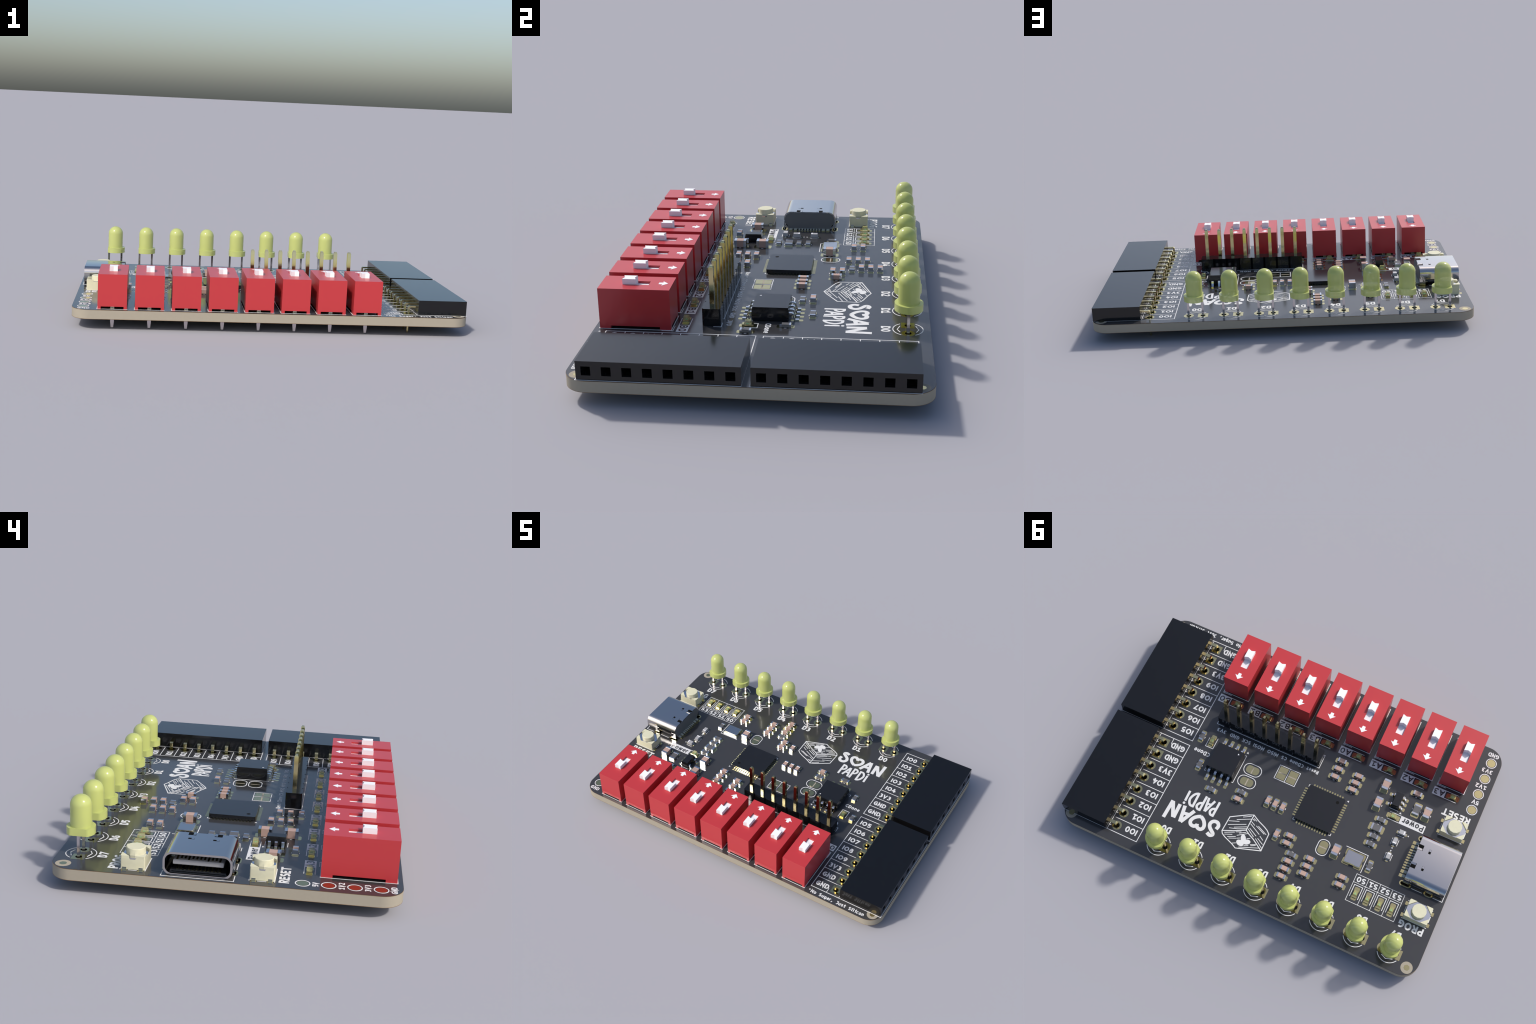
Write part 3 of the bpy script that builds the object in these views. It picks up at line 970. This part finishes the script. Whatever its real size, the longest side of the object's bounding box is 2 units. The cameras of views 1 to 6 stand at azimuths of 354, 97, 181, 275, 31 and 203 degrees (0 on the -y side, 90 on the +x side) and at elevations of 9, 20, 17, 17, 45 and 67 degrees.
for col in HEAD_Y:
    sh = link('socket_header', sock, THING, (HEAD_X, col[0], ZT))
    for i in range(8):
        link('pin', spin, sh, (0, -P * i, 0))
        link('solder_pad', sp_square if i >= 6 else sp_round, sh, (0, -P * i, 0))

# ---------------------------------------------------------------- push buttons
g = Geo()
g.prism(rrect(4.15, 3.18, 0.14, 3), 0.03, 1.52, M_CREAM)
base = g.mesh('push_button')
g = Geo()          # raised corner ears around the metal sheet
for sx in (-1, 1):
    for sy in (-1, 1):
        tri = [(sx * 2.075, sy * 0.45), (sx * 2.075, sy * 1.47), (sx * 1.97, sy * 1.59), (sx * 0.88, sy * 1.59)]
        if sx * sy < 0:
            tri.reverse()
        g.prism(tri, 1.50, 1.88, M_CREAM)
ears = g.mesh('raised_ear')
g = Geo()
g.prism([(2.05, -0.48), (2.05, 0.48), (0.88, 1.56), (-0.88, 1.56), (-2.05, 0.48), (-2.05, -0.48), (-0.88, -1.56), (0.88, -1.56)], 1.52, 1.60, M_SILVER)
cover = g.mesh('metal_cover')
g = Geo()
cap = circle(1.28, 12, a0=0.1)
g.loops([[(x, y, 1.55) for x, y in cap], [(x, y, 2.34) for x, y in cap], [(x * .985, y * .985, 2.44) for x, y in cap], [(x * .95, y * .95, 2.49) for x, y in cap]], M_CREAM, smooth=False)
capm = g.mesh('button_cap', 30)
g = Geo()
gp = Geo()
for sx in (-1, 1):
    for sy in (-1, 1):
        xa, xb = sorted((sx * 1.9, sx * 2.12))
        g.box(xa, xb, sy * 1.075 - 0.26, sy * 1.075 + 0.26, 0.03, 0.34, M_SILVER)
        flat_pad(gp, sx * 2.075, sy * 1.075, 1.05, 0.65, 0.05)
    xa, xb = sorted((sx * 2.0, sx * 2.095))
    g.box(xa, xb, -0.36, 0.36, 1.44, 1.59, M_SILVER)
foot = g.mesh('lead')
bpad = gp.mesh('solder_pad')
for x, y in BUTTONS:
    stamp('push_button', [('push_button', base), ('raised_ear', ears), ('metal_cover', cover), ('button_cap', capm), ('lead', foot), ('solder_pad', bpad)], x, y)

# ---------------------------------------------------------------- usb port (mouth towards -x)
UW, UH, UR = 8.94, 3.16, 1.18      # shell width, height, corner radius
UX0, UX1 = -3.65, 3.63             # front lip and rear end
Z0 = 0.10


def stadium(w, h, r, x, n=8):
    zc_ = Z0 + UH / 2
    return [(x, p, zc_ + q) for p, q in rrect(w, h, r, n)]


g = Geo()
th = 0.28
g.loops([stadium(UW, UH, UR, UX0), stadium(UW, UH, UR, UX1), stadium(UW - .5, UH - .5, UR - .25, UX1), stadium(UW - 2 * th, UH - 2 * th, UR - th, UX1 - 0.1)], M_SHELL, False, False, True)
g.loops([stadium(UW - 2 * th, UH - 2 * th, UR - th, UX0), stadium(UW - 2 * th, UH - 2 * th, UR - th, UX1 - 0.1)], M_SHELL, False, False, True)
g.loops([stadium(UW, UH, UR, UX0), stadium(UW - 2 * th, UH - 2 * th, UR - th, UX0)], M_SHELL, False, False)
shell = g.mesh('usb_port', 40)
usb = link('usb_port', shell, THING, (USB[0], USB[1], ZT))
g = Geo()          # black rear block and inner floor
hw = UW / 2 - 0.10
back = [(-hw + 0.70, 0.22), (hw - 0.70, 0.22), (hw - 0.45, 0.9), (hw, 1.25), (hw, 2.0), (hw - 0.30, 2.65), (hw - 1.0, 3.10), (-hw + 1.0, 3.10), (-hw + 0.30, 2.65), (-hw, 2.0), (-hw, 1.25), (-hw + 0.45, 0.9)]
g.loops([[(x, y, z) for y, z in back] for x in (UX1 - 0.3, UX1 + 0.06)], M_REAR)
g.box(2.2, UX1 - 0.2, -3.7, 3.7, 0.30, 2.9, M_CHIP)
g.box(-2.9, 2.3, -3.6, 3.6, 0.42, 0.60, M_CHIP)
link('housing_block', g.mesh('housing_block'), usb)
g = Geo()
g.box(-2.95, 2.3, -3.25, 3.25, Z0 + UH / 2 - 0.33, Z0 + UH / 2 + 0.33, M_TONGUE, 0.08)
tongue = link('tongue', g.mesh('tongue'), usb)
g = Geo()
for i in range(12):
    y = -2.75 + 0.5 * i
    lng = 0.0 if i in (0, 3, 8, 11) else 0.35
    g.box(-2.8 + lng, 1.5, y - 0.12, y + 0.12, Z0 + UH / 2 + 0.32, Z0 + UH / 2 + 0.36, M_GOLDPIN)
    g.box(-2.7, 1.5, y - 0.12, y + 0.12, 0.59, 0.63, M_GOLDPIN)
link('contact', g.mesh('contact'), usb)
g = Geo()          # thin inlays on the shell top: two-tone at the windows, dark at the tab slots
ztop = Z0 + UH
for s in (-1, 1):
    g.box(1.28, 1.70, s * 1.65 - 0.42, s * 1.65 + 0.42, ztop - 0.02, ztop + 0.010, M_DARK)
    g.prism([(1.30, s * 1.65 - 0.40), (1.68, s * 1.65 - 0.40), (1.68, s * 1.65 - 0.02), (1.30, s * 1.65 - 0.02)], ztop, ztop + 0.016, M_SHELL)  # metal plate modelling the white glint seen in each window
    g.box(2.75, UX1 + 0.02, s * 1.75 - 0.52, s * 1.75 + 0.52, ztop - 0.02, ztop + 0.012, M_DARK)
link('two_tone_inlay', g.mesh('two_tone_inlay'), usb)
g = Geo()
for s in (-1, 1):
    yy = s * 1.70
    g.loops([[(2.85, yy - s * 0.45, ztop + 0.02), (UX1 + .1, yy - s * 0.45, ztop + 0.02), (UX1 + .1, yy + s * 0.30, ztop - 0.10), (2.85, yy + s * 0.30, ztop - 0.10)],
             [(2.85, yy - s * 0.45, ztop + 0.06), (UX1 + .1, yy - s * 0.45, ztop + 0.06), (UX1 + .1, yy + s * 0.30, ztop - 0.04), (2.85, yy + s * 0.30, ztop - 0.04)]], M_SHELL)
link('spring_tab', g.mesh('spring_tab'), usb)
g = Geo()          # shield legs and pads
gp = Geo()
for sx, ln in USB_SLOTS:
    cx = (sx - USB[0]) / K
    for s in (-1, 1):
        ya_, yb_ = sorted((s * 4.30, s * 4.50))
        hw_ = 0.55 if ln > 2 else 0.45
        g.box(cx - hw_, cx + hw_, ya_, yb_, -1.2, 1.55, M_SHELL)
        n = 24
        def slot_loop(w_, h_):
            return rrect(w_, h_, h_ / 2 - 1e-4, 5, cx, s * 4.43)
        o_, i_ = slot_loop(ln, 1.0), slot_loop(ln - 0.4, 0.6)
        gp.ring(o_, i_, 0, PADZ / K, M_PAD)
        gp.ring(o_, i_, (ZB - ZT) / K - PADZ / K, (ZB - ZT) / K, M_PAD)
        barrel(gp, rrect(ln - 0.43, 0.57, 0.28, 5, cx, s * 4.43))
link('shield_leg', g.mesh('shield_leg'), usb)
g = Geo()
sig = [(-3.25, .6), (-2.45, .6), (2.45, .6), (3.25, .6)] + [(-1.75 + 0.5 * i, .3) for i in range(8)]
for y, w in sig:
    flat_pad(gp, 4.06, y, 1.45, w, 0.04)
    g.box(3.4, 4.22, y - w * 0.42, y + w * 0.42, 0.04, 0.26, M_DULL)
link('lead', g.mesh('lead'), usb)
link('solder_pad', gp.mesh('solder_pad'), usb)

bpy.context.view_layer.update()
